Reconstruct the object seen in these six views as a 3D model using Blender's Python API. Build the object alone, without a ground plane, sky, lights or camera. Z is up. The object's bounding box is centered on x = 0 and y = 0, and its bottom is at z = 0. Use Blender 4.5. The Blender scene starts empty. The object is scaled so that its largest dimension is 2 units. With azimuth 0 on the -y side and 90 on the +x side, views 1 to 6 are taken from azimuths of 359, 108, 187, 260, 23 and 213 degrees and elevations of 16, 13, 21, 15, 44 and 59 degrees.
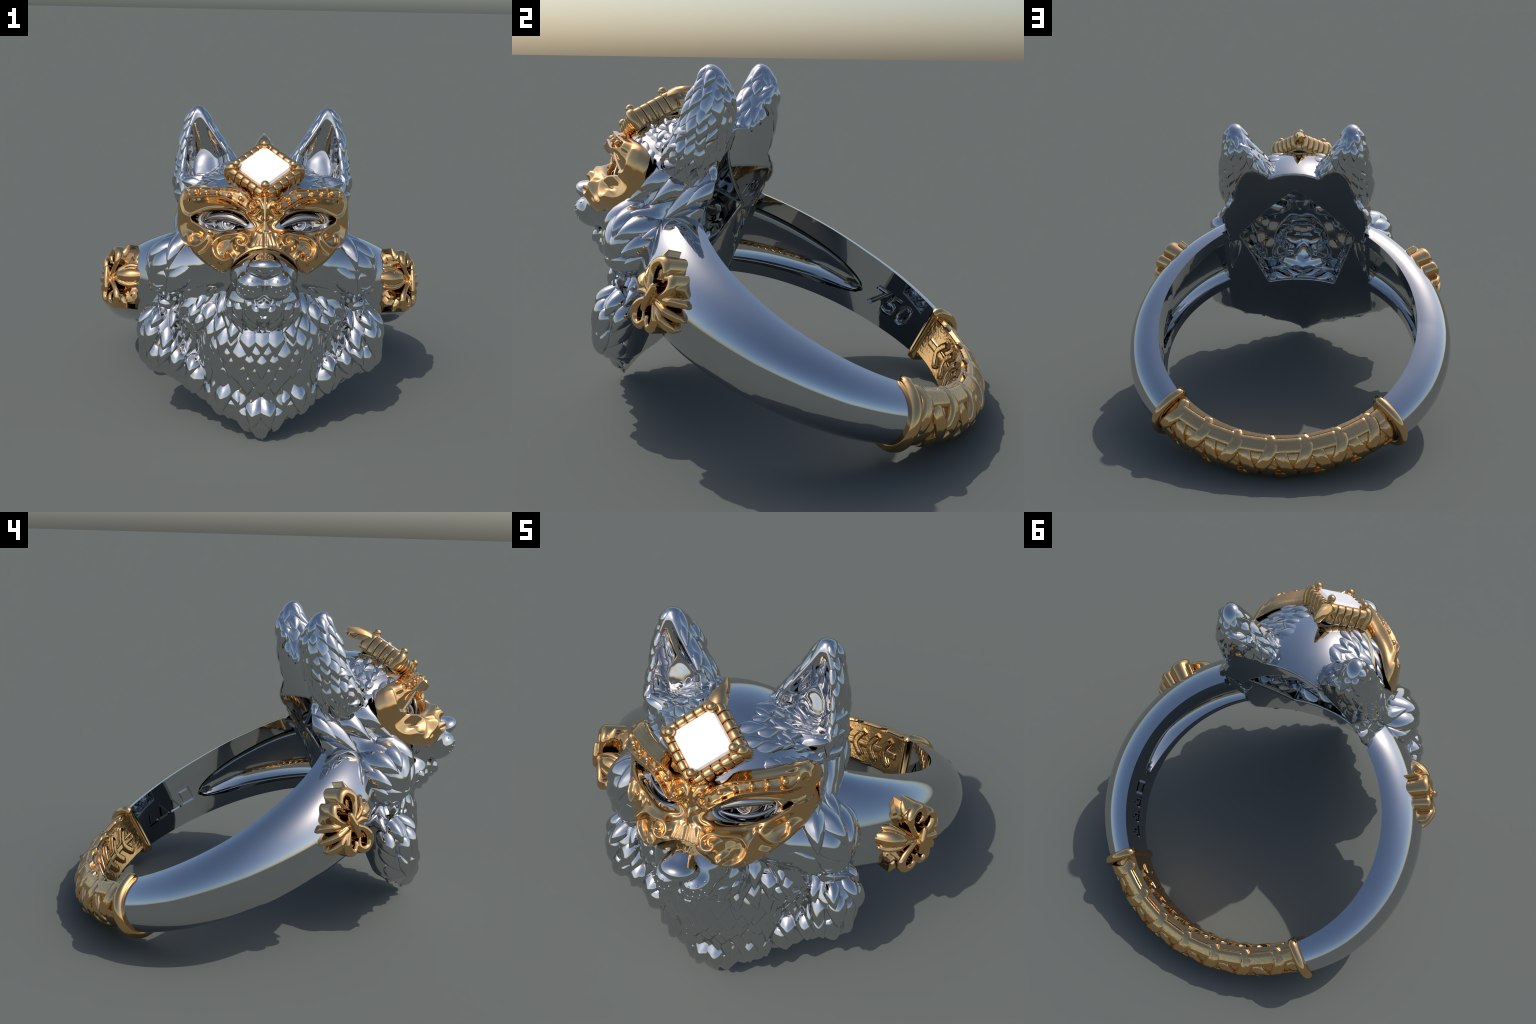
"""Silver signet-style ring: a masked wolf bust on a domed shank.

Everything is modelled in the frame of the ring itself:
    x  across the finger opening,  q  from the finger centre towards the wolf's
    nose,  w  along the finger axis (up on the wolf),
and carried into the scene by to_world(), which leans the ring back on the
ground.  Soft forms (bust, mask, fleur-de-lis) are signed distance fields that
are meshed by surface nets; the rest are sweeps and small lofted pieces.
"""
import bpy, bmesh, math
import numpy as np
from mathutils import Matrix, Vector
from mathutils.bvhtree import BVHTree

rng = np.random.default_rng(7)
TILT = 0.4491
CENTRE = Vector((0.0, 0.2257, 0.4227))
BORE = 0.70
WORLD = Matrix.Translation(CENTRE) @ Matrix.Rotation(-TILT, 4, 'X') @ Matrix.Diagonal((1, -1, 1, 1))
WM = np.array(WORLD)


def to_world(p):
    p = np.asarray(p, float)
    return p @ WM[:3, :3].T + WM[:3, 3]


# --------------------------------------------------------------- materials
def metal(name, base, dark, rough, grain=0.0, grain_scale=60.0):
    m = bpy.data.materials.new(name)
    m.use_nodes = True
    nt = m.node_tree
    b = nt.nodes['Principled BSDF']
    b.inputs['Metallic'].default_value = 1.0
    tc = nt.nodes.new('ShaderNodeTexCoord')
    no = nt.nodes.new('ShaderNodeTexNoise')
    no.inputs['Scale'].default_value = 9.0
    no.inputs['Detail'].default_value = 4.0
    nt.links.new(tc.outputs['Object'], no.inputs['Vector'])
    cr = nt.nodes.new('ShaderNodeValToRGB')
    cr.color_ramp.elements[0].position = 0.3
    cr.color_ramp.elements[0].color = (*dark, 1)
    cr.color_ramp.elements[1].position = 0.7
    cr.color_ramp.elements[1].color = (*base, 1)
    nt.links.new(no.outputs['Fac'], cr.inputs['Fac'])
    nt.links.new(cr.outputs['Color'], b.inputs['Base Color'])
    b.inputs['Roughness'].default_value = rough
    if grain:
        n2 = nt.nodes.new('ShaderNodeTexNoise')
        n2.inputs['Scale'].default_value = grain_scale
        n2.inputs['Detail'].default_value = 3.0
        nt.links.new(tc.outputs['Object'], n2.inputs['Vector'])
        bp = nt.nodes.new('ShaderNodeBump')
        bp.inputs['Strength'].default_value = grain
        bp.inputs['Distance'].default_value = 0.004
        nt.links.new(n2.outputs['Fac'], bp.inputs['Height'])
        nt.links.new(bp.outputs['Normal'], b.inputs['Normal'])
    return m


SILVER = metal('polished_silver', (0.56, 0.57, 0.58), (0.545, 0.555, 0.565), 0.03)
GOLD = metal('polished_gold', (0.79, 0.49, 0.22), (0.76, 0.47, 0.21), 0.05)
GOLD_WOVEN = metal('woven_gold', (0.79, 0.49, 0.22), (0.75, 0.46, 0.205), 0.07, 0.25, 70)


def gem_material():
    m = bpy.data.materials.new('white_gem')
    m.use_nodes = True
    nt = m.node_tree
    b = nt.nodes['Principled BSDF']
    tc = nt.nodes.new('ShaderNodeTexCoord')
    no = nt.nodes.new('ShaderNodeTexNoise')
    no.inputs['Scale'].default_value = 6.0
    nt.links.new(tc.outputs['Object'], no.inputs['Vector'])
    cr = nt.nodes.new('ShaderNodeValToRGB')
    cr.color_ramp.elements[0].color = (0.98, 0.98, 1.0, 1)
    cr.color_ramp.elements[1].color = (1.0, 1.0, 1.0, 1)
    nt.links.new(no.outputs['Fac'], cr.inputs['Fac'])
    nt.links.new(cr.outputs['Color'], b.inputs['Base Color'])
    b.inputs['Roughness'].default_value = 0.3
    b.inputs['Sheen Weight'].default_value = 1.0
    b.inputs['Sheen Roughness'].default_value = 0.6
    return m


GEM = gem_material()

# --------------------------------------------------------------- scene tree
root = bpy.data.objects.new('wolf_head_ring', None)
bpy.context.scene.collection.objects.link(root)
root['label'] = 'silver ring with a gold-masked wolf head and white gem'
root['category'] = 'ring'


def link(ob, parent, mat=None, stuff=False):
    bpy.context.scene.collection.objects.link(ob)
    ob.parent = parent
    if mat is not None and not ob.data.materials:
        ob.data.materials.append(mat)
    if stuff:
        ob['kind'] = 'stuff'
    return ob


def mesh_obj(name, verts, faces, mat, parent, normals=None, smooth=True, world=False, auto=None, stuff=False):
    """Mesh from ring-frame vertices; faces are flipped because the ring frame is left-handed."""
    me = bpy.data.meshes.new(name)
    v = np.asarray(verts, float)
    if not world:
        v = to_world(v)
    me.from_pydata(v.tolist(), [], [list(map(int, f)) for f in faces])
    me.update()
    if normals is None:
        bm = bmesh.new()
        bm.from_mesh(me)
        bmesh.ops.recalc_face_normals(bm, faces=bm.faces)
        bm.to_mesh(me)
        bm.free()
    for p in me.polygons:
        p.use_smooth = smooth
    if normals is not None:
        n = np.asarray(normals) @ WM[:3, :3].T
        me.normals_split_custom_set_from_vertices(n.tolist())
    elif auto is not None:
        me.set_sharp_from_angle(angle=math.radians(auto))
    ob = bpy.data.objects.new(name, me)
    return link(ob, parent, mat, stuff)


# --------------------------------------------------------------- field tools
def smin(a, b, k):
    h = np.clip(0.5 + 0.5 * (b - a) / k, 0, 1)
    return b * (1 - h) + a * h - k * h * (1 - h)


def smax(a, b, k):
    return -smin(-a, -b, k)


def ell(P, c, r):
    x, q, w = (P[0] - c[0]), (P[1] - c[1]), (P[2] - c[2])
    k0 = np.sqrt((x / r[0]) ** 2 + (q / r[1]) ** 2 + (w / r[2]) ** 2)
    k1 = np.sqrt((x / r[0] ** 2) ** 2 + (q / r[1] ** 2) ** 2 + (w / r[2] ** 2) ** 2) + 1e-9
    return k0 * (k0 - 1) / k1


def cone(P, a, b, ra, rb):
    """Tapered capsule from a to b."""
    a, b = np.array(a, float), np.array(b, float)
    ab = b - a
    d = [P[i] - a[i] for i in range(3)]
    t = np.clip((d[0] * ab[0] + d[1] * ab[1] + d[2] * ab[2]) / (ab @ ab), 0, 1)
    return np.sqrt(sum((d[i] - t * ab[i]) ** 2 for i in range(3))) - (ra + (rb - ra) * t)


def spline(pts, n=12, closed=False):
    """Catmull-Rom through control points (any dimension)."""
    p = np.array(pts, float)
    if closed:
        p = np.vstack([p[-1], p, p[0], p[1]])
    else:
        p = np.vstack([2 * p[0] - p[1], p, 2 * p[-1] - p[-2]])
    out = []
    for i in range(1, len(p) - 2):
        t = np.linspace(0, 1, n, endpoint=False)[:, None]
        a, b, c, d = p[i - 1], p[i], p[i + 1], p[i + 2]
        out.append(0.5 * (2 * b + (c - a) * t + (2 * a - 5 * b + 4 * c - d) * t ** 2 + (3 * b - a - 3 * c + d) * t ** 3))
    out = np.vstack(out)
    return out if closed else np.vstack([out, p[-2]])


def dist2(X, Y, line, closed=False):
    """Distance to a polyline on a plane; signed (inside < 0) when closed."""
    best = np.full(X.shape, 1e9)
    inside = np.zeros(X.shape, bool)
    n = len(line)
    for i in range(n if closed else n - 1):
        a, b = line[i], line[(i + 1) % n]
        ab = b - a
        t = np.clip(((X - a[0]) * ab[0] + (Y - a[1]) * ab[1]) / (ab @ ab + 1e-12), 0, 1)
        best = np.minimum(best, (X - a[0] - t * ab[0]) ** 2 + (Y - a[1] - t * ab[1]) ** 2)
        if closed:
            cross = ((a[1] > Y) != (b[1] > Y)) & (X < ab[0] * (Y - a[1]) / (ab[1] + 1e-12) + a[0])
            inside ^= cross
    best = np.sqrt(best)
    return np.where(inside, -best, best) if closed else best


def value_noise(P, scale, seed):
    r = np.random.default_rng(seed).random((32, 32, 32))
    i, f = [], []
    for c in P:
        c = c * scale + 1000.0
        k = np.floor(c).astype(int)
        t = c - k
        i.append(k % 32)
        f.append(t * t * (3 - 2 * t))
    out = 0
    for dx in (0, 1):
        for dy in (0, 1):
            for dz in (0, 1):
                g = r[(i[0] + dx) % 32, (i[1] + dy) % 32, (i[2] + dz) % 32]
                out = out + g * (f[0] if dx else 1 - f[0]) * (f[1] if dy else 1 - f[1]) * (f[2] if dz else 1 - f[2])
    return out - 0.5


def sample(F, p, o, h):
    g = (p - o) / h
    i = np.clip(np.floor(g).astype(int), 0, np.array(F.shape) - 2)
    t = np.clip(g - i, 0, 1)
    out = 0
    for dx in (0, 1):
        for dy in (0, 1):
            for dz in (0, 1):
                wgt = (t[:, 0] if dx else 1 - t[:, 0]) * (t[:, 1] if dy else 1 - t[:, 1]) * (t[:, 2] if dz else 1 - t[:, 2])
                out = out + wgt * F[i[:, 0] + dx, i[:, 1] + dy, i[:, 2] + dz]
    return out


def surface_nets(F, o, h):
    """Quad mesh and outward normals of the zero level of F (inside < 0)."""
    s = F < 0
    nx, ny, nz = F.shape
    cs = np.zeros((nx - 1, ny - 1, nz - 1), np.int8)
    corners = [(a, b, c) for a in (0, 1) for b in (0, 1) for c in (0, 1)]
    for a, b, c in corners:
        cs += s[a:nx - 1 + a, b:ny - 1 + b, c:nz - 1 + c]
    cell = np.argwhere((cs > 0) & (cs < 8))
    idx = np.full(cs.shape, -1, np.int64)
    idx[cell[:, 0], cell[:, 1], cell[:, 2]] = np.arange(len(cell))
    acc = np.zeros((len(cell), 3))
    cnt = np.zeros(len(cell))
    for a in corners:
        for ax in range(3):
            if a[ax]:
                continue
            b = list(a)
            b[ax] = 1
            fa = F[cell[:, 0] + a[0], cell[:, 1] + a[1], cell[:, 2] + a[2]]
            fb = F[cell[:, 0] + b[0], cell[:, 1] + b[1], cell[:, 2] + b[2]]
            m = (fa < 0) != (fb < 0)
            t = fa[m] / (fa[m] - fb[m])
            p = np.tile(np.array(a, float), (m.sum(), 1))
            p[:, ax] = t
            acc[m] += p
            cnt[m] += 1
    v = (cell + acc / cnt[:, None]) * h + o
    faces = []
    for ax in range(3):
        u, w = (ax + 1) % 3, (ax + 2) % 3
        sl0, sl1 = [slice(None)] * 3, [slice(None)] * 3
        sl0[ax], sl1[ax] = slice(0, -1), slice(1, None)
        e = np.argwhere(s[tuple(sl0)] != s[tuple(sl1)])
        e = e[(e[:, u] > 0) & (e[:, w] > 0) & (e[:, u] < F.shape[u] - 1) & (e[:, w] < F.shape[w] - 1)]
        flip = s[e[:, 0], e[:, 1], e[:, 2]]

        def at(du, dw):
            k = e.copy()
            k[:, u] += du
            k[:, w] += dw
            return idx[k[:, 0], k[:, 1], k[:, 2]]
        f = np.stack([at(-1, -1), at(0, -1), at(0, 0), at(-1, 0)], 1)
        f[~flip] = f[~flip][:, ::-1]
        faces.append(f)
    f = np.vstack(faces)
    G = np.gradient(F, h)
    for _ in range(2):
        g = np.stack([sample(k, v, o, h) for k in G], 1)
        d = sample(F, v, o, h)
        n2 = (g ** 2).sum(1) + 1e-9
        v = v - np.clip(d / n2, -0.4 * h, 0.4 * h)[:, None] * g
    g = np.stack([sample(k, v, o, h) for k in G], 1)
    n = g / (np.linalg.norm(g, axis=1, keepdims=True) + 1e-12)
    # the ring frame is left-handed: reverse for the scene
    return v, f[:, ::-1], n


def grid(lo, hi, h):
    ax = [np.arange(lo[i], hi[i] + h, h) for i in range(3)]
    return np.meshgrid(*ax, indexing='ij', sparse=True), np.array([a[0] for a in ax])


def mirror_field(Fh):
    """Fh starts at x = h/2; returns the field over both halves."""
    return np.concatenate([Fh[::-1], Fh], 0)


# --------------------------------------------------------------- the bust
def ear_profiles(w):
    lv = [0.34, 0.45, 0.505, 0.587, 0.645, 0.733, 0.80, 0.835, 0.86]
    cx = np.interp(w, lv, [.30, .285, .275, .282, .298, .318, .325, .326, .326])
    hw = np.interp(w, lv, [.125, .155, .160, .146, .121, .080, .050, .030, .008])
    fr = np.interp(w, lv, [.88, .888, .888, .884, .882, .876, .868, .852, .845])
    bk = np.interp(w, lv, [.62, .615, .615, .638, .658, .695, .742, .788, .83])
    return cx, hw, fr, bk


H = 0.0065
(PX, PQ, PW), ORI = grid((H / 2, 0.50, -0.86), (0.68, 1.37, 0.885), H)
P = (PX, PQ, PW)

skull = ell(P, (0, .72, .22), (.415, .450, .364))
skull = smin(skull, ell(P, (.33, .62, .34), (.085, .10, .12)), .04)
cheek = smin(ell(P, (.24, .80, .03), (.20, .21, .148)), ell(P, (.374, .772, .025), (.180, .166, .162)), .06)
cheek = smin(cheek, ell(P, (.25, .775, -.20), (.145, .110, .115)), .05)
muz = smin(cone(P, (0, 1.02, .06), (0, 1.155, -.045), .15, .102), ell(P, (0, .965, -.160), (.178, .14, .122)), .05)
muz = smin(muz, ell(P, (.058, 1.115, -.055), (.098, .115, .095)), .03)
muz = smin(muz, ell(P, (.056, 1.185, -.115), (.072, .088, .070)), .018)
muz = smin(muz, ell(P, (0, 1.095, -.200), (.055, .062, .058)), .02)
nose = smin(ell(P, (0, 1.255, -.050), (.079, .076, .044)), ell(P, (0, 1.19, -.018), (.062, .085, .050)), .03)
muz = smax(muz, -cone(P, (-.05, 1.285, -.098), (.05, 1.285, -.098), .011, .011), .010)
muz = smin(muz, nose, .006)
muz = smax(muz, -ell(P, (.034, 1.318, -.078), (.017, .026, .012)), .008)
muz = smax(muz, -cone(P, (0, 1.30, -.085), (0, 1.275, -.150), .008, .009), .010)
lip = spline([(0, 1.292, -.150), (.030, 1.275, -.178), (.075, 1.235, -.192), (.118, 1.17, -.180)], 3)
for a, b in zip(lip[:-1], lip[1:]):
    muz = smax(muz, -cone(P, a, b, .008, .008), .008)

chest = ell(P, (0, .68, -.20), (.350, .278, .455))
mane = None
lobes = [(.415, .69, -.12, .086), (.480, .685, -.265, .104), (.462, .665, -.365, .103), (.285, .665, -.465, .102), (.135, .695, -.58, .104), (0, .71, -.665, .105)]
for a, b in zip(lobes[:-1], lobes[1:]):
    c = cone(P, a[:3], b[:3], a[3], b[3])
    mane = c if mane is None else smin(mane, c, .04)
mane = smin(mane, cone(P, (0, .68, -.66), (0, .70, -.765), .10, .035), .03)
chest = smin(chest, mane, .03)
chest = smin(chest, ell(P, (.30, .64, -.22), (.165, .150, .26)), .03)

socket = ell(P, (.19, 1.10, .190), (.140, .100, .062))
head = smin(smin(skull, cheek, .05), muz, .05)
head = smax(head, -socket, .02)

cx, hw, fr, bk = ear_profiles(PW)
cq, hq = (fr + bk) / 2, (fr - bk) / 2
ear = (np.sqrt(((PX - cx) / hw) ** 2 + ((PQ - cq) / hq) ** 2) - 1) * np.minimum(hw, hq) * .85
ear = np.maximum(ear, (.36 - PW))
ear = smax(ear, PW - .838, .02)
hwc = np.maximum(hw - .030, .004)
cup = (np.sqrt(((PX - cx) / hwc) ** 2 + ((PQ - fr - .03) / np.maximum(hwc * 1.30, .03)) ** 2) - 1) * hwc
cup = smax(cup, .47 - PW, .03)
cup = np.maximum(cup, PW - .80)
ear = smax(ear, -cup, .012)
lump = ell(P, (.294, .728, .595), (.098, .054, .185))
lump = lump + .006 * value_noise((PX + 0 * PQ + 0 * PW, PQ + 0 * PX + 0 * PW, PW + 0 * PX + 0 * PQ), 28, 3)
ear = smin(ear, lump, .01)

body = smin(smin(head, chest, .03), ear, .015)
outer = body
# hollow behind the face: a five-sided window that leaves an even wall
pent = [(0, .466), (.338, .175), (.207, -.296), (-.207, -.296), (-.338, .175)]
px = [a[0] for a in pent]
pd = None
for (x0, w0), (x1, w1) in zip(pent, pent[1:] + pent[:1]):
    l = math.hypot(x1 - x0, w1 - w0)
    nx_, nw_ = -(w1 - w0) / l, (x1 - x0) / l
    d = (PX - x0) * nx_ + (PW - w0) * nw_
    pd = d if pd is None else np.maximum(pd, d)
qa = PQ[0, :, 0]
front_q = np.where(outer < 0, PQ + 0 * outer, 0).max(1)
for _ in range(4):
    e = np.pad(np.vstack([front_q[:1], front_q, front_q[-1:]]), ((0, 0), (1, 1)), 'edge')
    front_q = (e[1:-1, 1:-1] * 4 + e[:-2, 1:-1] + e[2:, 1:-1] + e[1:-1, :-2] + e[1:-1, 2:]) / 8
cavity = smax(pd + 0 * PQ, PQ - (.855 - .03 * np.clip((PW[0] - .05) / .25, 0, 1) + .38 * np.clip(front_q - 1.05, -.25, .3) + .03 * value_noise((PX[:, 0, :] + 0 * PW[0], 0 * PX[:, 0, :] + 0 * PW[0], PW[0] + 0 * PX[:, 0, :]), 16, 9))[:, None, :], .02)
body = smax(body, -cavity, .006)
bore = BORE + .010 - np.sqrt(PX ** 2 + PQ ** 2)
body = np.maximum(body, bore + 0 * PW)
body = np.maximum(body, .56 - PQ - 10 * np.maximum(.445 - PX, 0))

BODY = mirror_field(body)
O2 = np.array([ORI[0] - H * PX.shape[0], ORI[1], ORI[2]])
V, F, N = surface_nets(BODY, O2, H)

# which region each vertex belongs to
parts = {'ear': ear, 'muzzle': muz - .004, 'torso': chest, 'head': smin(skull, cheek, .05)}
names = list(parts)
pv = V.copy()
pv[:, 0] = np.abs(pv[:, 0])
reg = np.stack([sample(np.broadcast_to(parts[k], body.shape), pv, ORI, H) for k in names], 1)
reg[(V[:, 2] > .56) & (np.abs(V[:, 0]) < .13), 0] += 1
fr_ = reg[F].sum(1).argmin(1)
side = V[F][:, :, 0].mean(1) > 0
bvh = BVHTree.FromPolygons([tuple(p) for p in V], [tuple(map(int, f)) for f in F])

part_ob = {}


def split_part(name, sel, parent):
    f = F[sel]
    used, inv = np.unique(f, return_inverse=True)
    return mesh_obj(name, V[used], inv.reshape(f.shape), SILVER, parent, normals=N[used])


head_ob = split_part('head', fr_ == names.index('head'), root)
torso_ob = split_part('torso', fr_ == names.index('torso'), root)
muzzle_ob = split_part('muzzle', fr_ == names.index('muzzle'), head_ob)
ear_ob = {}
for s in (1, -1):
    ear_ob[s] = split_part('ear', (fr_ == names.index('ear')) & (side == (s > 0)), head_ob)


# --------------------------------------------------------------- fur locks
def nearest(p):
    loc, n, i, d = bvh.find_nearest(Vector(p))
    return np.array(loc), N[F[i]].mean(0)


def front(x, w, q0=1.6):
    r = bvh.ray_cast(Vector((x, q0, w)), Vector((0, -1, 0)))
    return r[0]


def lock_grid(nu=11, nv=9, point=2.0, fat=.30):
    """Unit tuft: u runs root to tip, v across; returns (x, y, height share)."""
    out = []
    for u in np.linspace(0, 1, nu):
        k = fat
        half = math.sqrt(u / k) * .65 + .35 if u < k else 1 - ((u - k) / (1 - k)) ** point
        half = max(half, .03)
        hgt = (.06 + .94 * math.sin(min(u * 1.25, 1) * math.pi / 2)) * max(1 - u ** 3.2, 0.02) ** .6
        for v in np.linspace(-1, 1, nv):
            dome_ = max(1 - abs(v) ** 2.2, 0) ** .6
            crease = (1 - abs(v))
            out.append((v * half, u - .4, hgt * (.50 * dome_ + .50 * crease)))
    return np.array(out), nu, nv


def lock_faces(nu, nv):
    fs, m, top = [], nv, nu * nv
    for i in range(nu - 1):
        for j in range(nv - 1):
            a = i * m + j
            fs.append((a, a + 1, a + m + 1, a + m))
            fs.append((top + a, top + a + m, top + a + m + 1, top + a + 1))
        for j, o in ((0, 1), (nv - 1, -1)):
            a = i * m + j
            q = (a, a + m, top + a + m, top + a)
            fs.append(q if o > 0 else q[::-1])
    for i in (0, nu - 1):
        for j in range(nv - 1):
            a = i * m + j
            q = (a, top + a, top + a + 1, a + 1)
            fs.append(q if i == 0 else q[::-1])
    return fs


POINTED, ROUND = lock_grid(point=1.35, fat=.34), lock_grid(point=2.8, fat=.4)
LOCK_FACES = lock_faces(POINTED[1], POINTED[2])


def lock(name, pos, tip, L, Wd, T, parents, shape=POINTED, both=True, curl=0.0, sink=.012, again=True):
    """Drape a tuft over the bust: every point follows the surface below it."""
    loc, n = nearest(pos)
    n = n / np.linalg.norm(n)
    t = np.array(tip, float)
    t = t - n * (t @ n)
    if np.linalg.norm(t) < 1e-3:
        return
    t /= np.linalg.norm(t)
    b = np.cross(t, n)
    g = shape[0]
    hi, lo, far = [], [], 0
    for x, y, z in g:
        p = loc + b * (x * Wd / 2 + curl * L * y * y) + t * y * L
        q, k = nearest(p)
        far = max(far, np.linalg.norm(q - p) / L)
        hi.append(q + k * (z * T - .0015))
        lo.append(q - k * sink)
    if far > .30:
        if again:
            lock(name, pos, tip, L * .7, Wd * .8, T * .85, parents, shape, both, curl, sink, False)
        return
    v = np.vstack([hi, lo])
    if np.hypot(v[:, 0], v[:, 1]).min() < BORE - .004:
        r = np.hypot(v[:, 0], v[:, 1])
        push = np.maximum(BORE + .001 - r, 0) / r
        v[:, :2] += v[:, :2] * push[:, None]
    for s_ in ((1, -1) if both else (1,)):
        pr = parents[s_] if isinstance(parents, dict) else parents
        mesh_obj(name, v * (s_, 1, 1), LOCK_FACES, SILVER, pr, auto=75)


def scatter(sel, gap, seed):
    """Dart throwing over the bust vertices picked by sel (right half only)."""
    r = np.random.default_rng(seed)
    ids = np.flatnonzero(sel & (V[:, 0] > 0.0))
    r.shuffle(ids)
    got = np.zeros((0, 3))
    for i in ids:
        p = V[i]
        if len(got) == 0 or ((got - p) ** 2).sum(1).min() > gap * gap:
            got = np.vstack([got, p])
    return got[np.argsort(got[:, 2])]


vreg = reg.argmin(1)
RAD = np.hypot(V[:, 0], V[:, 1])
free = RAD > BORE + .025
outside = (V[:, 0] ** 2 + (V[:, 1] - .5) ** 2) > 0

# breast: staggered rows of scales fanning outwards
row = 0
for w in np.arange(-.345, -.63, -.050):
    half = .26 * min(1, (.74 + w) / .30)
    for x in np.arange((row % 2) * .036, half, .072):
        p = front(x + rng.normal(0, .008) * (x > .02), w + rng.normal(0, .006))
        if p is None:
            continue
        j = rng.uniform(.85, 1.25)
        lock('breast_tuft', p, (x * 1.3 + rng.normal(0, .14) * (x > .02), .15, -1), .125 * j, .084 * j, .019 * rng.uniform(.7, 1.4), torso_ob, both=x > .02)
    row += 1

# mane: tufts heading down and a little outwards all round the rim
torso_v = vreg == names.index('torso')
sel = torso_v & (RAD > BORE + .06) & (N[:, 1] > -.35) & ~((np.abs(V[:, 0]) < .26) & (V[:, 2] > -.60) & (V[:, 1] > .80)) & (V[:, 1] > .60)
for p in scatter(sel, .066, 11):
    j = rng.uniform(.8, 1.3)
    skirt = nearest(p)[1][2] < -.55
    lock('mane_tuft', p, (.2 + p[0] * .6 + rng.normal(0, .15), -.35 if skirt else .1, -1), .160 * j, .092 * j, .018 if skirt else .034 * rng.uniform(.75, 1.3), torso_ob, POINTED, both=p[0] > .02, curl=rng.uniform(-.15, .15))

# tufts filling the throat between cheek and breast
for p in scatter((V[:, 0] > .11) & (V[:, 0] < .44) & (V[:, 2] > -.34) & (V[:, 2] < -.13) & (N[:, 1] > .1) & (V[:, 1] > .7) & (vreg != names.index('muzzle')), .062, 21):
    j = rng.uniform(.85, 1.25)
    lock('breast_tuft', p, (.1 + p[0] * .6 + rng.normal(0, .15), .1, -1), .145 * j, .078 * j, .027, torso_ob, curl=rng.uniform(-.2, .2))

# cheek ruff: long locks sweeping from behind the mask forward and down
head_v = vreg == names.index('head')
sel = head_v & free & (V[:, 0] > .30) & (V[:, 2] < .37) & (V[:, 2] > -.16) & ~((V[:, 1] > .90) & (V[:, 2] > -.06)) & ~((V[:, 0] < .36) & (V[:, 2] > -.09))
for p in scatter(sel, .082, 5):
    j = rng.uniform(.9, 1.2)
    n = nearest(p)[1]
    k = np.clip((n[1] - .1) / .7, 0, 1)
    d = np.array((.5, .60, -.80)) * (1 - k) + np.array((.75, -.1, -.75)) * k
    lock('cheek_tuft', p, d + rng.normal(0, .14, 3), .255 * j, .118 * j, .032 * rng.uniform(.8, 1.25), head_ob, curl=rng.uniform(-.1, .1))

# jaw fringe
sel = (vreg == names.index('muzzle')) & (V[:, 2] < -.185) & (V[:, 1] < 1.13) & (V[:, 1] > .9) & (N[:, 1] > -.2)
for p in scatter(sel, .052, 17):
    j = rng.uniform(.85, 1.2)
    lock('jaw_tuft', p, (p[0] * 2.2, .25, -1), .105 * j, .062 * j, .024, muzzle_ob, both=p[0] > .012)

# ears: overlapping scales on the back and outer sides
for k, w in enumerate(np.arange(.795, .40, -.050)):
    cx_, hw_, fr_q, bk_q = ear_profiles(w)
    cq_, hq_ = (fr_q + bk_q) / 2, (fr_q - bk_q) / 2
    per = math.pi * (hw_ + hq_) * .9
    m = max(4, int(per / .064))
    for i in range(m + 1):
        a = math.radians(-34 + (i + .5 * (k % 2)) * 248 / m) - math.radians(17)
        # from the front outer rim round the back to the front inner rim
        x, q = cx_ + hw_ * math.cos(a), cq_ - hq_ * math.sin(a)
        if math.hypot(x, q) < BORE + .02 or (x < .16 and w < .56):
            continue
        if np.linalg.norm(nearest((x, q, w))[0] - np.array((x, q, w))) > .05:
            continue
        j = rng.uniform(.85, 1.12) * (.8 if w > .74 else 1)
        lock('ear_tuft', (x, q, w), (.12 + rng.normal(0, .22), -.1 + rng.normal(0, .2), -1), (.095 + .04 * rng.random()) * j, .066 * j, .015 * rng.uniform(.6, 1.5), ear_ob, curl=rng.uniform(-.2, .2))

# brow fur between the ears and the mask
sel = (head_v | (vreg == names.index('ear'))) & (V[:, 0] > .14) & (V[:, 0] < .30) & (V[:, 2] > .44) & (V[:, 2] < .60) & (N[:, 2] > .35) & (RAD > .74) & (V[:, 1] < .98)
for p in scatter(sel, .062, 31):
    j = rng.uniform(.8, 1.3)
    lock('brow_tuft', p, (1, .35 - rng.random() * .5, .2), .115 * j, .056 * j, .015, head_ob, curl=rng.uniform(-.3, .3))
sel = (head_v | (vreg == names.index('ear'))) & (V[:, 0] > .11) & (V[:, 0] < .42) & (V[:, 2] > .36) & (V[:, 2] < .54) & (V[:, 1] > .74) & (N[:, 1] > .2) & ~((V[:, 0] < .2) & (V[:, 2] < .42))
for p in scatter(sel, .058, 3):
    j = rng.uniform(.8, 1.2)
    lock('brow_tuft', p, (.9, -.4, .3 - 2 * (.45 - p[2])), .115 * j, .058 * j, .020, head_ob, curl=rng.uniform(-.3, .3))


# --------------------------------------------------------------- small helpers
def uv_sphere(c, r, nu=16, nv=10, squash=(1, 1, 1)):
    vs, fs = [], []
    for i in range(nv + 1):
        t = math.pi * i / nv
        for j in range(nu):
            a = 2 * math.pi * j / nu
            vs.append((c[0] + r * squash[0] * math.sin(t) * math.cos(a), c[1] + r * squash[1] * math.sin(t) * math.sin(a), c[2] + r * squash[2] * math.cos(t)))
    for i in range(nv):
        for j in range(nu):
            a, b = i * nu + j, i * nu + (j + 1) % nu
            fs.append((a, b, b + nu, a + nu))
    return vs, fs


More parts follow.
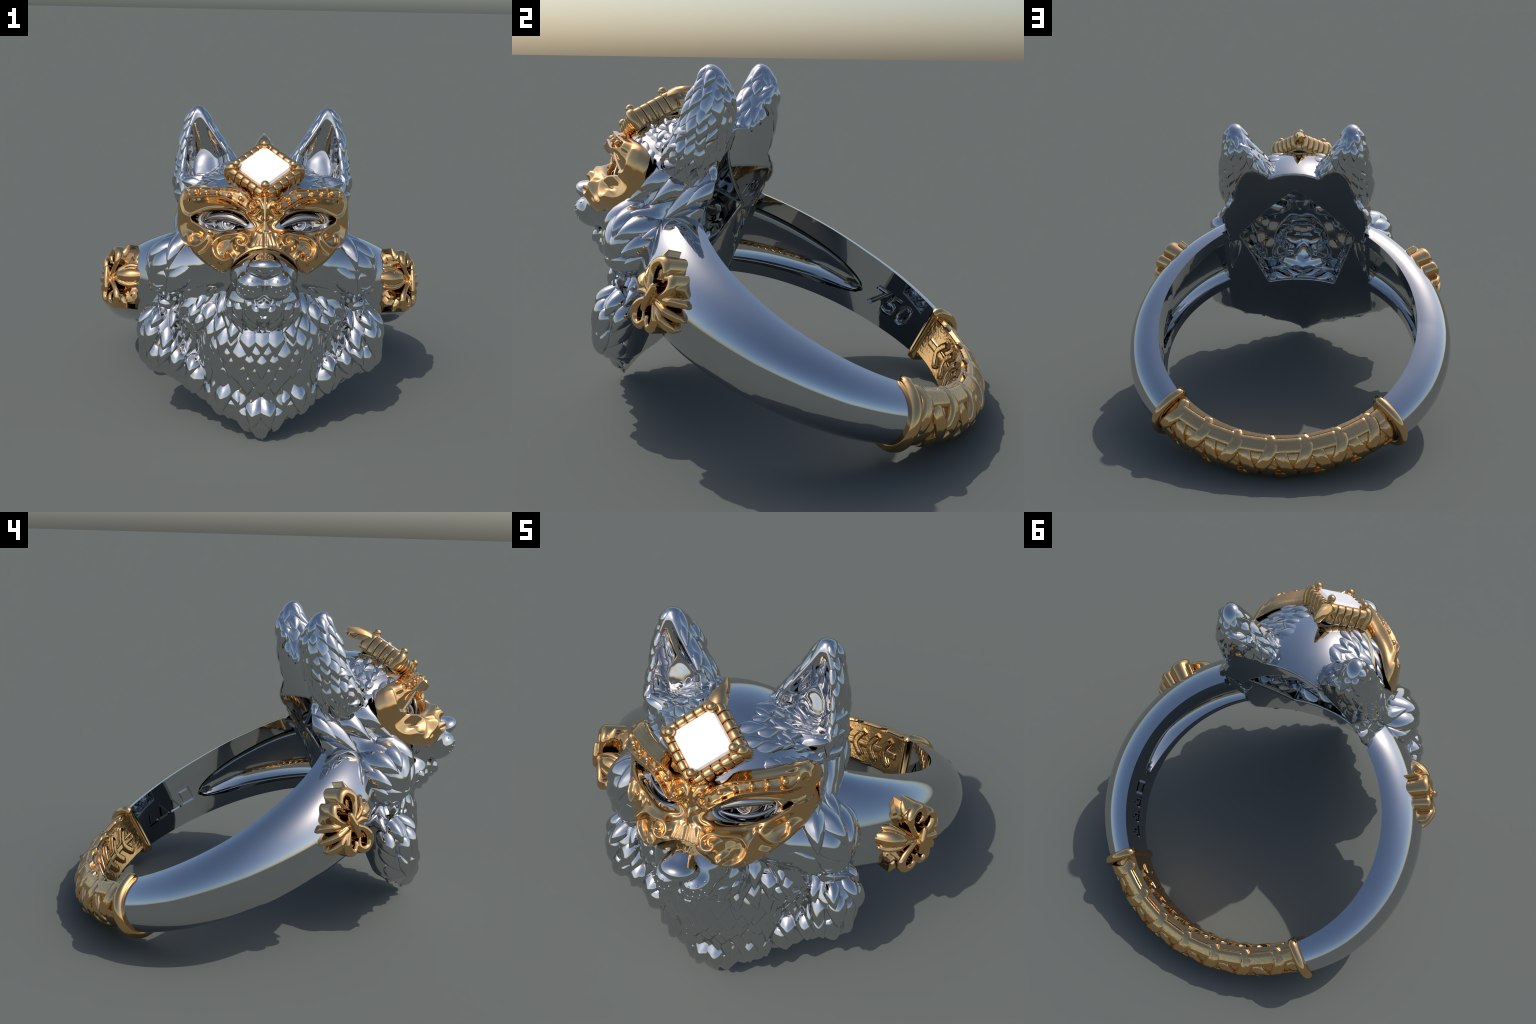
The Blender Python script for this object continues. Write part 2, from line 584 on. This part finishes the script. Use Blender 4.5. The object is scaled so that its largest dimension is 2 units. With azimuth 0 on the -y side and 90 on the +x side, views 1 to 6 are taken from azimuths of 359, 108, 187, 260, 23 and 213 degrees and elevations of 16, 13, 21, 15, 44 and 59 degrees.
def tube(path, rad, ns=10, closed=False, flat=1.0, up=None, square=1.0):
    """Round sweep; rad may vary along the path; ends are closed."""
    path = np.array(path, float)
    n = len(path)
    rad = np.broadcast_to(np.asarray(rad, float), (n,))
    vs, fs = [], []
    prev = np.array(up if up is not None else (0.31, 0.9, 0.2), float)
    for i in range(n):
        if closed:
            t = path[(i + 1) % n] - path[i - 1]
        else:
            t = path[min(i + 1, n - 1)] - path[max(i - 1, 0)]
        t = t / (np.linalg.norm(t) + 1e-12)
        u = prev - t * (prev @ t)
        u /= np.linalg.norm(u) + 1e-12
        v = np.cross(t, u)
        if up is None:
            prev = u
        for k in range(ns):
            a = 2 * math.pi * k / ns
            ca, sa = math.cos(a), math.sin(a)
            ca, sa = math.copysign(abs(ca) ** square, ca), math.copysign(abs(sa) ** square, sa)
            vs.append(path[i] + rad[i] * (ca * u * flat + sa * v))
    for i in range(n if closed else n - 1):
        for k in range(ns):
            a, b = i * ns + k, i * ns + (k + 1) % ns
            c, d = ((i + 1) % n) * ns + (k + 1) % ns, ((i + 1) % n) * ns + k
            fs.append((a, b, c, d))
    if not closed:
        fs.append(tuple(range(ns)))
        fs.append(tuple(range((n - 1) * ns, n * ns)))
    return vs, fs


def join(pieces):
    vs, fs = [], []
    for v, f in pieces:
        o = len(vs)
        vs += [tuple(p) for p in v]
        fs += [tuple(i + o for i in k) for k in f]
    return vs, fs


# whisker pits and eyes
dots = []
for x, w in [(.03, -.135), (.055, -.11), (.085, -.10), (.10, -.115), (.075, -.125), (.095, -.14), (.05, -.155), (.07, -.15), (.11, -.13), (.085, -.165), (.11, -.155), (.105, -.085)]:
    p = front(x, w)
    if p is not None:
        for s in (1, -1):
            dots.append(uv_sphere((s * p[0], p[1] - .002, p[2]), .0055, 8, 6))
v, f = join(dots)
mesh_obj('whisker_bump', v, f, SILVER, muzzle_ob, stuff=True)

for s in (1, -1):
    c = (s * .162, 1.003, .186)
    v, f = uv_sphere(c, .072, 32, 20)
    eye = mesh_obj('eye', v, f, SILVER, head_ob)
    ring_pts = [(c[0] + .030 * math.cos(a), c[1] + .068, c[2] + .030 * math.sin(a)) for a in np.linspace(0, 2 * math.pi, 28, endpoint=False)]
    v, f = tube(ring_pts, .006, 8, closed=True)
    mesh_obj('iris', v, f, SILVER, eye)
    v, f = uv_sphere((c[0], c[1] + .068, c[2]), .015, 16, 10)
    mesh_obj('pupil', v, f, SILVER, eye)
    up = spline([(s * .062, 1.110, .162), (s * .11, 1.105, .192), (s * .165, 1.092, .214), (s * .225, 1.055, .220), (s * .285, 1.0, .210)], 8)
    rr = .019 * np.sin(np.linspace(.25, math.pi - .15, len(up))) ** .6
    v, f = tube(up, rr * 1.25, 10)
    mesh_obj('eyelid', v, f, SILVER, head_ob)
    lo = spline([(s * .062, 1.105, .157), (s * .12, 1.095, .148), (s * .18, 1.075, .148), (s * .24, 1.04, .168), (s * .285, 1.0, .205)], 8)
    v, f = tube(lo, .011 * np.sin(np.linspace(.25, math.pi - .15, len(lo))) ** .6, 10)
    mesh_obj('eyelid', v, f, SILVER, head_ob)

# --------------------------------------------------------------- the mask
MASK_PTS = np.array([(0, .27, 1.212), (0, .136, 1.205), (.025, .059, 1.225), (0, .05, 1.24), (.05, .227, 1.198), (.055, .151, 1.195), (.109, .272, 1.150), (.159, .292, 1.135),
                     (.216, .31, 1.107), (.266, .319, 1.078), (.316, .333, 1.032), (.366, .309, .995), (.385, .391, .94), (.333, .219, 1.013), (.196, .136, 1.132),
                     (.178, .247, 1.140), (.307, .132, 1.030), (.262, .073, 1.090), (.233, .052, 1.138), (.112, .075, 1.215), (.193, -.008, 1.160), (.186, -.05, 1.128),
                     (.136, -.026, 1.196), (.37, .106, .99), (.42, .182, .90), (.417, .223, .905), (.152, .338, 1.14), (.235, .359, 1.072)])


def thin_plate(pts, smooth=2e-3):
    p = np.vstack([pts, pts[pts[:, 0] > 0] * (-1, 1, 1)])
    k = lambda r: r * r * np.log(r + 1e-9)
    n = len(p)
    A = np.zeros((n + 3, n + 3))
    A[:n, :n] = k(np.hypot(p[:, None, 0] - p[None, :, 0], p[:, None, 1] - p[None, :, 1])) + np.eye(n) * smooth
    A[:n, n] = 1
    A[:n, n + 1:] = p[:, :2]
    A[n:, :n] = A[:n, n:].T
    c = np.linalg.solve(A, np.r_[p[:, 2], 0, 0, 0])

    def at(x, w):
        out = c[n] + c[n + 1] * x + c[n + 2] * w
        for i in range(n):
            out = out + c[i] * k(np.hypot(x - p[i, 0], w - p[i, 1]))
        return out
    return at


MASK_PTS[:, 2] += .012 * (MASK_PTS[:, 0] > .1) + .010 * (MASK_PTS[:, 1] > .26)
mask_q = thin_plate(MASK_PTS)
MH = 0.004
(mx, mq, mw), MO = grid((MH / 2, .82, -.09), (.46, 1.33, .44), MH)
X2, W2 = np.meshgrid(mx[:, 0, 0], mw[0, 0, :], indexing='ij')
M2 = mask_q(X2, W2)
gx, gw = np.gradient(M2, MH)
slope = 1 / np.sqrt(1 + np.minimum(gx ** 2 + gw ** 2, 6))

OUTLINE = spline([(0, .290), (.06, .292), (.105, .303), (.137, .339), (.232, .360), (.326, .386), (.376, .378), (.404, .338), (.412, .265), (.41, .195), (.372, .108),
                  (.290, .018), (.240, -.022), (.208, -.044), (.180, -.050), (.148, -.034), (.113, .0), (.077, .024), (.04, .040), (0, .046)], 8)
OUTLINE = np.vstack([OUTLINE, [(-.02, .046), (-.02, .290)]])
EYE = spline([(.049, .152), (.088, .194), (.12, .217), (.168, .236), (.245, .243), (.303, .237), (.340, .226), (.305, .192), (.246, .154), (.195, .139), (.119, .137), (.077, .142)], 8, True)
BROW = spline([(.024, .235), (.047, .269), (.078, .303), (.13, .331), (.221, .350), (.303, .370), (.352, .378), (.376, .350), (.360, .305), (.322, .289), (.245, .282), (.182, .265), (.129, .230), (.088, .200), (.047, .200)], 8, True)
CURL = spline([(.088, .198), (.047, .197), (.019, .224), (.032, .257), (.057, .253), (.070, .232), (.052, .215), (.040, .228)], 8)
PAISLEY = spline([(.112, .080), (.125, .079), (.117, .055), (.086, .054), (.072, .086), (.097, .112), (.143, .110), (.200, .104), (.233, .062), (.222, .014), (.183, -.012), (.149, -.001), (.157, .018)], 8)
PAIS_AREA = spline([(.15, .10), (.20, .095), (.224, .06), (.212, .016), (.183, -.002), (.158, .012), (.150, .055)], 8, True)
CHEEK = spline([(.335, .195), (.268, .142), (.270, .104), (.312, .077), (.347, .097), (.352, .135)], 8)
SLIT = np.array([(.323, .144), (.291, .121)])
RIDGE = spline([(.240, .125), (.238, .080), (.255, .050), (.289, .037)], 8)
RIDGE2 = spline([(.215, .108), (.246, .055), (.262, .02)], 8)


def bump(d, amp, sig):
    return amp * np.exp(-(d / sig) ** 2)


def dome(d, amp, width):
    """Rises from the edge of an area towards its inside."""
    t = np.clip(-d / width, 0, 1)
    return amp * t * t * (3 - 2 * t)


d_brow = dist2(X2, W2, BROW, True)
d_eye = dist2(X2, W2, EYE, True)
d_pais = dist2(X2, W2, PAIS_AREA, True)
tex = value_noise((X2, 0 * X2, W2), 90, 5)
rel = dome(d_brow, .044, .018) - dome(d_brow + .014, .016, .010) + dome(d_brow + .012, .0035, .006) * tex
rel = rel + bump(dist2(X2, W2, spline([(.085, .205), (.129, .236), (.182, .269), (.245, .286), (.322, .294), (.358, .312)], 6)), .030, .013)
rel = rel + bump(dist2(X2, W2, CURL), .016, .0085)
rel = rel + bump(dist2(X2, W2, PAISLEY), .030, .0145) + dome(d_pais, 1, .008) * (.0035 * tex - .004)
rel = rel + bump(dist2(X2, W2, CHEEK), .028, .015) - bump(dist2(X2, W2, SLIT), .010, .006)
rel = rel + bump(dist2(X2, W2, spline([(.380, .365), (.398, .31), (.385, .255), (.350, .228)], 6)), .014, .012)
rel = rel + bump(dist2(X2, W2, RIDGE), .014, .008) + bump(dist2(X2, W2, RIDGE2), .012, .008)
rel = rel - .009 * np.exp(-(np.maximum(d_eye, 0) / .028) ** 2) * (d_brow > -.004) + bump(np.maximum(d_eye, 0) - .005, .010, .007)
for x0, x1 in ((.013, .009), (.030, .018), (.046, .03)):
    rel = rel + bump(dist2(X2, W2, np.array([(x0, .056), (x1, .112)])), .008, .0065)
rel = rel + bump(dist2(X2, W2, np.array([(0, .13), (0, .28)])), .016, .012)
rel = rel + bump(dist2(X2, W2, np.array([(0.004, .165), (.035, .185), (.075, .19)])), .008, .010)
rel = rel + bump(dist2(X2, W2, np.array([(0.004, .150), (.03, .125), (.06, .112)])), .008, .009)
d_out = dist2(X2, W2, OUTLINE, True)
rel = rel - .014 * np.clip(1 + d_out / .012, 0, 1) ** 2

top = (mq - (M2 + rel)[:, None, :]) * slope[:, None, :]
thick = .055 + .03 * np.clip((X2 - .30) / .1, 0, 1)
bot = ((M2 - thick)[:, None, :] - mq) * slope[:, None, :]
mask = smax(top, bot, .012)
mask = smax(mask, d_out[:, None, :] + 0 * mq, .012)
mask = smax(mask, -d_eye[:, None, :] + 0 * mq, .010)
v, f, n = surface_nets(mirror_field(mask), np.array([MO[0] - MH * mask.shape[0], MO[1], MO[2]]), MH)
mask_ob = mesh_obj('mask', v, f, GOLD, root, normals=n)

vb, fb = uv_sphere((0, 0, 0), 1, 14, 10)
bead_me = None
for (x, w), r in zip([(.316, .333), (.266, .320), (.216, .310), (.159, .292), (.109, .272)], (.015, .014, .013, .012, .013)):
    for s in (1, -1):
        c = to_world((s * x, float(mask_q(np.array(x), np.array(w))) + .034, w))
        if bead_me is None:
            ob = mesh_obj('bead', vb, fb, GOLD, mask_ob, world=True)
            bead_me = ob.data
        else:
            ob = link(bpy.data.objects.new('bead', bead_me), mask_ob)
        ob.location, ob.scale = c, (r, r, r)

# --------------------------------------------------------------- gem setting
GC = Vector((-.001, -.642, 1.334))
GV = Vector((0, .803, .596)).normalized()
GN = Vector((0, -.596, .803)).normalized()


def setting(p):
    """Setting frame: a across, b up the brow, c out of the stone -> scene."""
    return np.array([tuple(GC + Vector((1, 0, 0)) * a + GV * b + GN * c) for a, b, c in p])


def square_loop(hd, c, cut=.12, n=1):
    """Corners of a diamond of half diagonal hd with clipped corners."""
    out = []
    k = hd * cut
    for ca, cb in ((0, 1), (-1, 0), (0, -1), (1, 0)):
        ta = (-ca - cb, ca - cb)
        p0 = np.array((ca, cb)) * hd
        prv = np.array((cb, -ca)) * hd
        nxt = np.array((-cb, ca)) * hd
        e0, e1 = (prv - p0) / np.linalg.norm(prv - p0), (nxt - p0) / np.linalg.norm(nxt - p0)
        a, b = p0 + e0 * k, p0 + e1 * k
        for t in np.linspace(0, 1, n + 1):
            m = (1 - t) ** 2 * a + 2 * t * (1 - t) * p0 + t * t * b
            out.append((m[0], m[1], c))
    return out


def loft(loops, cap=(True, True)):
    n = len(loops[0])
    vs = [p for l in loops for p in l]
    fs = []
    for i in range(len(loops) - 1):
        for k in range(n):
            fs.append((i * n + k, i * n + (k + 1) % n, (i + 1) * n + (k + 1) % n, (i + 1) * n + k))
    if cap[0]:
        fs.append(tuple(range(n)))
    if cap[1]:
        fs.append(tuple(range((len(loops) - 1) * n, len(loops) * n)))
    return vs, fs


v, f = loft([square_loop(.045, -.085), square_loop(.129, -.034), square_loop(.129, -.022), square_loop(.121, -.010)])
mesh_obj('gem', setting(v), f, GEM, root, smooth=False, world=True)

cn = 5
R2 = math.sqrt(2)
prof = [(.094, -.105), (.096, -.045), (.101, -.034), (.122, -.036), (.127, -.050), (.127, -.075), (.120, -.105), (.110, -.118)]
loops = [square_loop(a * R2, c, .36, cn) for a, c in prof]
v, f = loft(loops + [loops[0]], (False, False))
bezel = mesh_obj('bezel', setting(v), f, GOLD, root, world=True, auto=60)
# gadroons: rounded blocks rolling over the rim and tapering down the outside
for side_ in range(4):
    a0 = math.pi / 2 * side_
    dirs = np.array((math.cos(a0 + math.pi / 4), math.sin(a0 + math.pi / 4)))
    tang = np.array((-dirs[1], dirs[0]))
    for k in range(5):
        t = (k - 2) * .0400
        path = [(dirs * r + tang * t).tolist() + [c] for r, c in ((.098, -.040), (.103, -.030), (.113, -.026), (.123, -.032), (.128, -.050), (.125, -.080), (.117, -.110))]
        pth = spline(setting(path), 4)
        up = GV * tang[1] + Vector((1, 0, 0)) * tang[0]
        rr = .0105 * np.r_[.75, .95, np.ones(len(pth) - 4), .95, .85]
        v, f = tube(pth, rr, 24, flat=1.82, up=tuple(up), square=.45)
        mesh_obj('gadroon', v, f, GOLD, bezel, world=True)
for a, b in ((0, .128), (0, -.128), (.129, 0), (-.129, 0)):
    k = 1.04
    pth = setting([(a * k, b * k, -.085), (a * k, b * k, -.02), (a, b, -.002)])
    v, f = tube(pth, .017, 14)
    v2, f2 = uv_sphere(setting([(a, b, -.001)])[0], .0205, 18, 12)
    v, f = join([(v, f), (v2, f2)])
    mesh_obj('prong', v, f, GOLD, bezel, world=True, auto=50)
# corner knuckles and the spike above the brow
for a, b in ((.158, 0), (-.158, 0)):
    pth = setting([(a * .86, b, -.040), (a * .93, b, -.028), (a, b, -.034), (a * 1.05, b, -.065), (a * .98, b, -.11)])
    v, f = tube(spline(pth, 4), .024, 14)
    mesh_obj('gadroon', v, f, GOLD, bezel, world=True)
spk = []
for b, c, hw_, th in ((.135, -.020, .046, .020), (.165, -.016, .042, .028), (.20, -.024, .034, .034), (.235, -.045, .023, .030), (.262, -.064, .010, .018), (.268, -.070, .004, .008)):
    spk.append([(-hw_, b, c - th), (-hw_ * .75, b, c - th * .4), (-hw_ * .3, b, c), (hw_ * .3, b, c), (hw_ * .75, b, c - th * .4), (hw_, b, c - th), (hw_ * .5, b, c - th * 2), (-hw_ * .5, b, c - th * 2)])
v, f = loft(spk)
mesh_obj('crest_spike', setting(v), f, GOLD, bezel, world=True, auto=35)

# --------------------------------------------------------------- shank
def ring_pt(ang, rad, w):
    a = np.radians(ang)
    return np.stack(np.broadcast_arrays(rad * np.sin(a), rad * np.cos(a), w), -1)


AK = [20, 38, 60, 90, 115, 134, 180]
def half_height(a): return np.interp(np.abs(a), AK, [.246, .228, .201, .166, .142, .124, .110])
def mid_w(a): return np.interp(np.abs(a), AK, [.018, .018, .012, .006, .005, .006, .006])
def thickness(a): return np.interp(np.abs(a), AK, [.185, .185, .185, .185, .178, .164, .141])


def section(a, grow=0.0, n=28, inner=0.0):
    """D-shaped loop (ring-frame points) at angle a."""
    t = np.linspace(0, math.pi, n)
    h, th = half_height(a) + grow, thickness(a) + grow
    w = mid_w(a) + h * np.sign(np.cos(t)) * np.abs(np.cos(t)) ** .94
    r = BORE - inner + (th + inner) * np.sin(t) ** .90
    out = ring_pt(a, r, w)
    k = np.linspace(0, 1, 8)[1:-1]
    back = ring_pt(a, np.full(6, BORE - inner), mid_w(a) - h + 2 * h * k)
    return np.vstack([out, back])


def sweep(angles, **k):
    loops = [section(a, **k).tolist() for a in angles]
    return loft(loops)


def evaluated(ob):
    dg = bpy.context.evaluated_depsgraph_get()
    me = bpy.data.meshes.new_from_object(ob.evaluated_get(dg))
    old = ob.data
    ob.modifiers.clear()
    ob.data = me
    bpy.data.meshes.remove(old)


def plain(name, v, f, world=False):
    ob = mesh_obj(name, v, f, SILVER, None, world=world, smooth=True)
    ob.hide_render = True
    return ob


def cut(ob, cutter):
    m = ob.modifiers.new('cut', 'BOOLEAN')
    m.operation, m.solver, m.object = 'DIFFERENCE', 'EXACT', cutter
    keep, n0 = ob.data.copy(), len(ob.data.vertices)
    evaluated(ob)
    if len(ob.data.vertices) < .8 * n0:
        ob.data = keep
    bpy.data.objects.remove(cutter)


for s in (1, -1):
    v, f = sweep(s * np.linspace(37, 134.5, 90))
    shank = mesh_obj('shank', v, f, SILVER, root, auto=40)
    # the root of the shank, buried in the cheek fur
    v, f = sweep(s * np.linspace(27, 37, 14))
    v = np.array(v)
    r_ = np.hypot(v[:, 0], v[:, 1])
    v[:, :2] *= (np.maximum(r_, BORE + .016) / r_)[:, None]
    mesh_obj('shoulder', v, f, SILVER, shank, auto=40)
    # hollow behind the shoulder: a teardrop slot
    ang = np.linspace(33, 97, 34)
    loops = []
    for a in ang:
        k = (97 - a) / 67
        h = .172 * max(k, .001) ** .45
        c = -.02 + .035 * k
        dep = .070 * np.sqrt(max(min(1, k * 3), .01))
        tt = np.linspace(0, 2 * math.pi, 20, endpoint=False)
        ww = c + h * np.sign(np.cos(tt)) * np.abs(np.cos(tt)) ** .6
        rr = BORE - .03 + (dep + .03) * np.clip(np.sin(tt), -.6, 1) * 1.0
        loops.append(ring_pt(s * a, rr, ww).tolist())
    v, f = loft(loops)
    cut(shank, plain('slot', v, f))
    if s < 0:
        cu = bpy.data.curves.new('fineness', 'FONT')
        cu.body, cu.size, cu.extrude, cu.shear = '750', .155, .004, .2
        cu.bevel_depth, cu.bevel_resolution, cu.offset = .010, 1, -.004
        cu.resolution_u = 4
        tmp = bpy.data.objects.new('fineness', cu)
        bpy.context.scene.collection.objects.link(tmp)
        dg = bpy.context.evaluated_depsgraph_get()
        me = bpy.data.meshes.new_from_object(tmp.evaluated_get(dg))
        bpy.data.objects.remove(tmp)
        bm = bmesh.new()
        bm.from_mesh(me)
        bmesh.ops.remove_doubles(bm, verts=bm.verts, dist=1e-5)
        xs = [q.co.x for q in bm.verts]
        span, x0 = max(xs) - min(xs), min(xs)
        vv = []
        for q in bm.verts:
            a = 101 + (q.co.x - x0) / span * 22
            vv.append(ring_pt(-a, BORE - q.co.z * 1.3, -.055 + q.co.y))
        ff = [[x.index for x in p.verts] for p in bm.faces]
        bm.free()
        cut(shank, plain('fineness', np.array(vv), ff))
    else:
        marks = []

        def ring_shape(pts, inner):
            p = np.array(pts)
            c = p.mean(0)
            loops = []
            for o in p:
                i = c + (o - c) * inner
                loops.append([ring_pt(*q).tolist() for q in ((o[0], BORE - .012, o[1]), (o[0], BORE + .018, o[1]), (i[0], BORE + .018, i[1]), (i[0], BORE - .012, i[1]))])
            marks.append(loft(loops + [loops[0]], (False, False)))
        sq = [(99.8, -.036), (106.2, -.036), (106.2, .052), (99.8, .052)]
        ring_shape(sq, .66)
        for a0 in (107.0, 113.7, 120.4):
            ring_shape([(a0, -.037), (a0 + 6.1, -.037), (a0 + 3.0, .052)], .54)
        for mk in marks:
            # each bar slightly shrunk so that the bars of a mark do not coincide
            cut(shank, plain('mark', *mk))
    for p in shank.data.polygons:
        p.use_smooth = True
    shank.data.set_sharp_from_angle(angle=math.radians(40))

# --------------------------------------------------------------- woven sleeve
v, f = sweep(np.linspace(133.5, 226.5, 70), grow=-.014, inner=.012)
sleeve = mesh_obj('sleeve', v, f, GOLD_WOVEN, root, auto=50)
for s in (1, -1):
    loop = section(s * 133.5, grow=.004, inner=.002)
    k = spline(loop, 2, True)
    v, f = tube(k, .026, 14, closed=True, up=ring_pt(s * 133.5 + 90, 1.0, 0.0))
    mesh_obj('collar', v, f, GOLD, root)


def on_sleeve(a, phi, lift):
    """Point on the sleeve at ring angle a; phi 0..180 outside, 180..360 inside."""
    a = np.asarray(a, float)
    phi = np.asarray(phi, float)
    h, th = half_height(a) - .010, thickness(a) - .010
    t = np.radians(np.clip(phi, 0, 180))
    h, th = h + lift, th + lift
    w = mid_w(a) + h * np.sign(np.cos(t)) * np.abs(np.cos(t)) ** .94
    r = BORE + th * np.sin(t) ** .9
    inside = phi > 180
    k = (phi - 180) / 180
    w = np.where(inside, mid_w(a) + (half_height(a) - .02) * (-1 + 2 * k), w)
    r = np.where(inside, BORE - .012 - lift, r)
    return ring_pt(a, r, w)


def strap(pts, width, lift=.012, n=8, name='strap'):
    """A flat band with rounded edges following (angle, phi) control points on the sleeve."""
    p = spline(pts, n) if len(pts) > 2 else np.linspace(pts[0], pts[1], n * 2)
    c = on_sleeve(p[:, 0], p[:, 1], 0.0)
    up = on_sleeve(p[:, 0], p[:, 1], .02) - c
    up /= np.linalg.norm(up, axis=1, keepdims=True) + 1e-9
    t = np.gradient(c, axis=0)
    t /= np.linalg.norm(t, axis=1, keepdims=True) + 1e-9
    side_ = np.cross(t, up)
    side_ /= np.linalg.norm(side_, axis=1, keepdims=True) + 1e-9
    loops = []
    prof = [(-1, -.9), (-1, .35), (-.86, .8), (-.4, 1.0), (0, .9), (.4, 1.0), (.86, .8), (1, .35), (1, -.9)]
    for i in range(len(c)):
        e = 1 - .25 * (i in (0, len(c) - 1))
        loops.append([c[i] + side_[i] * width / 2 * a * e + up[i] * lift * b * e for a, b in prof])
    v, f = loft(loops)
    mesh_obj(name, np.array(v).reshape(-1, 3), f, GOLD_WOVEN, sleeve, auto=50)


step = 13.2
for half in (0, 1):
    fl = (lambda p: p) if half == 0 else (lambda p: 180 - p)
    for k in range(-4, 5):
        a = 180 + k * step + half * step / 2
        lo_, hi_ = 135.0, 225.0
        # a forked strand: a stub over the shoulder and a leg down to the crest, an arm along the ring, a strand below
        for pts, wd, lf in (([(a - 2.6, fl(1)), (a - .6, fl(20)), (a - 1.6, fl(44)), (a - 4.6, fl(84))], .064, .016),
                            ([(a - .8, fl(22)), (a + 5, fl(20)), (a + 11.2, fl(20))], .078, .0135),
                            ([(a + 2.6, fl(36)), (a + 4.3, fl(70)), (a + 6.6, fl(112))], .064, .010)):
            q = [(min(max(x, lo_), hi_), p) for x, p in pts]
            if sum(lo_ < x < hi_ for x, _ in pts) >= 2 and len({x for x, _ in q}) == len(q):
                strap(q, wd, lf)
for k in range(-5, 6):
    a = 180 + k * 8.2
    if abs(k) < 5:
        strap([(a - 4, 200), (a, 270), (a - 4, 340)], .045, .014)
    if k < 5:
        strap([(a, 270), (a + 8.0, 270)], .045, .011)

# --------------------------------------------------------------- fleur-de-lis
FR, FA = .93, 56.6
FH = .0045
(fs_, fn_, fw_), FO = grid((-.22, -.17, FH / 2), (.28, .06, .22), FH)


def stroke(ctrl, top=.0, wall=True, pinch=1.0):
    """Rounded ridge along (s, w, radius) control points, with walls running down."""
    line = spline(ctrl, 5)
    best = None
    for a, b in zip(line[:-1], line[1:]):
        ab = b[:2] - a[:2]
        t = np.clip(((fs_ - a[0]) * ab[0] + (fw_ - a[1]) * ab[1]) / (ab @ ab + 1e-12), 0, 1)
        r = np.maximum(a[2] + (b[2] - a[2]) * t, .003)
        d2 = np.sqrt((fs_ - a[0] - t * ab[0]) ** 2 + (fw_ - a[1] - t * ab[1]) ** 2)
        up = np.maximum(fn_ - top, 0)
        d = np.sqrt(d2 ** 2 + up ** 2) - r
        best = d if best is None else np.minimum(best, d)
    return best


fleur = stroke([(0, 0, .012), (.07, 0, .014), (.12, 0, .032), (.16, 0, .042), (.20, 0, .030), (.25, 0, .004)], -.012)
fleur = np.minimum(fleur, stroke([(0, .004, .008), (.07, .014, .012), (.115, .040, .014), (.155, .054, .014), (.19, .050, .010)], -.004))
fleur = np.minimum(fleur, stroke([(0, .006, .010), (.035, .03, .014), (.068, .07, .018), (.080, .115, .023), (.055, .150, .022), (.02, .150, .020), (-.002, .125, .016), (.006, .095, .010), (.026, .078, .005)], 0))
fleur = np.minimum(fleur, stroke([(0, .006, .010), (-.03, .025, .014), (-.062, .06, .020), (-.070, .10, .022), (-.045, .125, .018), (-.018, .105, .012), (-.012, .085, .006)], -.004))
fleur = np.minimum(fleur, stroke([(.050, .08, .012), (.088, .125, .025), (.105, .175, .006)], -.030))
for end, r_, h_ in (((-.178, .0), .019, -.002), ((-.158, .062), .021, -.010)):
    fleur = np.minimum(fleur, stroke([(0, .002, .009), (end[0] * .5, end[1] * .62, r_), (end[0] * .82, end[1] * .95, r_), (end[0], end[1], .006)], h_))
fleur = np.minimum(fleur, stroke([(.002, 0, .016), (.0, .055, .014)], .020))
fleur = np.maximum(fleur, -.142 - fn_)
FF = np.concatenate([fleur[:, :, ::-1], fleur], 2)
v, f, n = surface_nets(FF, np.array([FO[0], FO[1], FO[2] - FH * fleur.shape[2]]), FH)
for s in (1, -1):
    # wrap onto the shoulder; the walls lean in towards the shank
    ang = s * (FA - np.degrees(v[:, 0] * .95 / FR))
    rad = FR + .004 + v[:, 1] - (.6 * v[:, 2] ** 2 + .5 * np.maximum(np.abs(v[:, 0]) - .1, 0)) * np.clip(1 + v[:, 1] / .15, 0, 1)
    mesh_obj('fleur_ornament', ring_pt(ang, rad, v[:, 2] * .93 + .010), f, GOLD, root, auto=60)

bpy.context.view_layer.update()
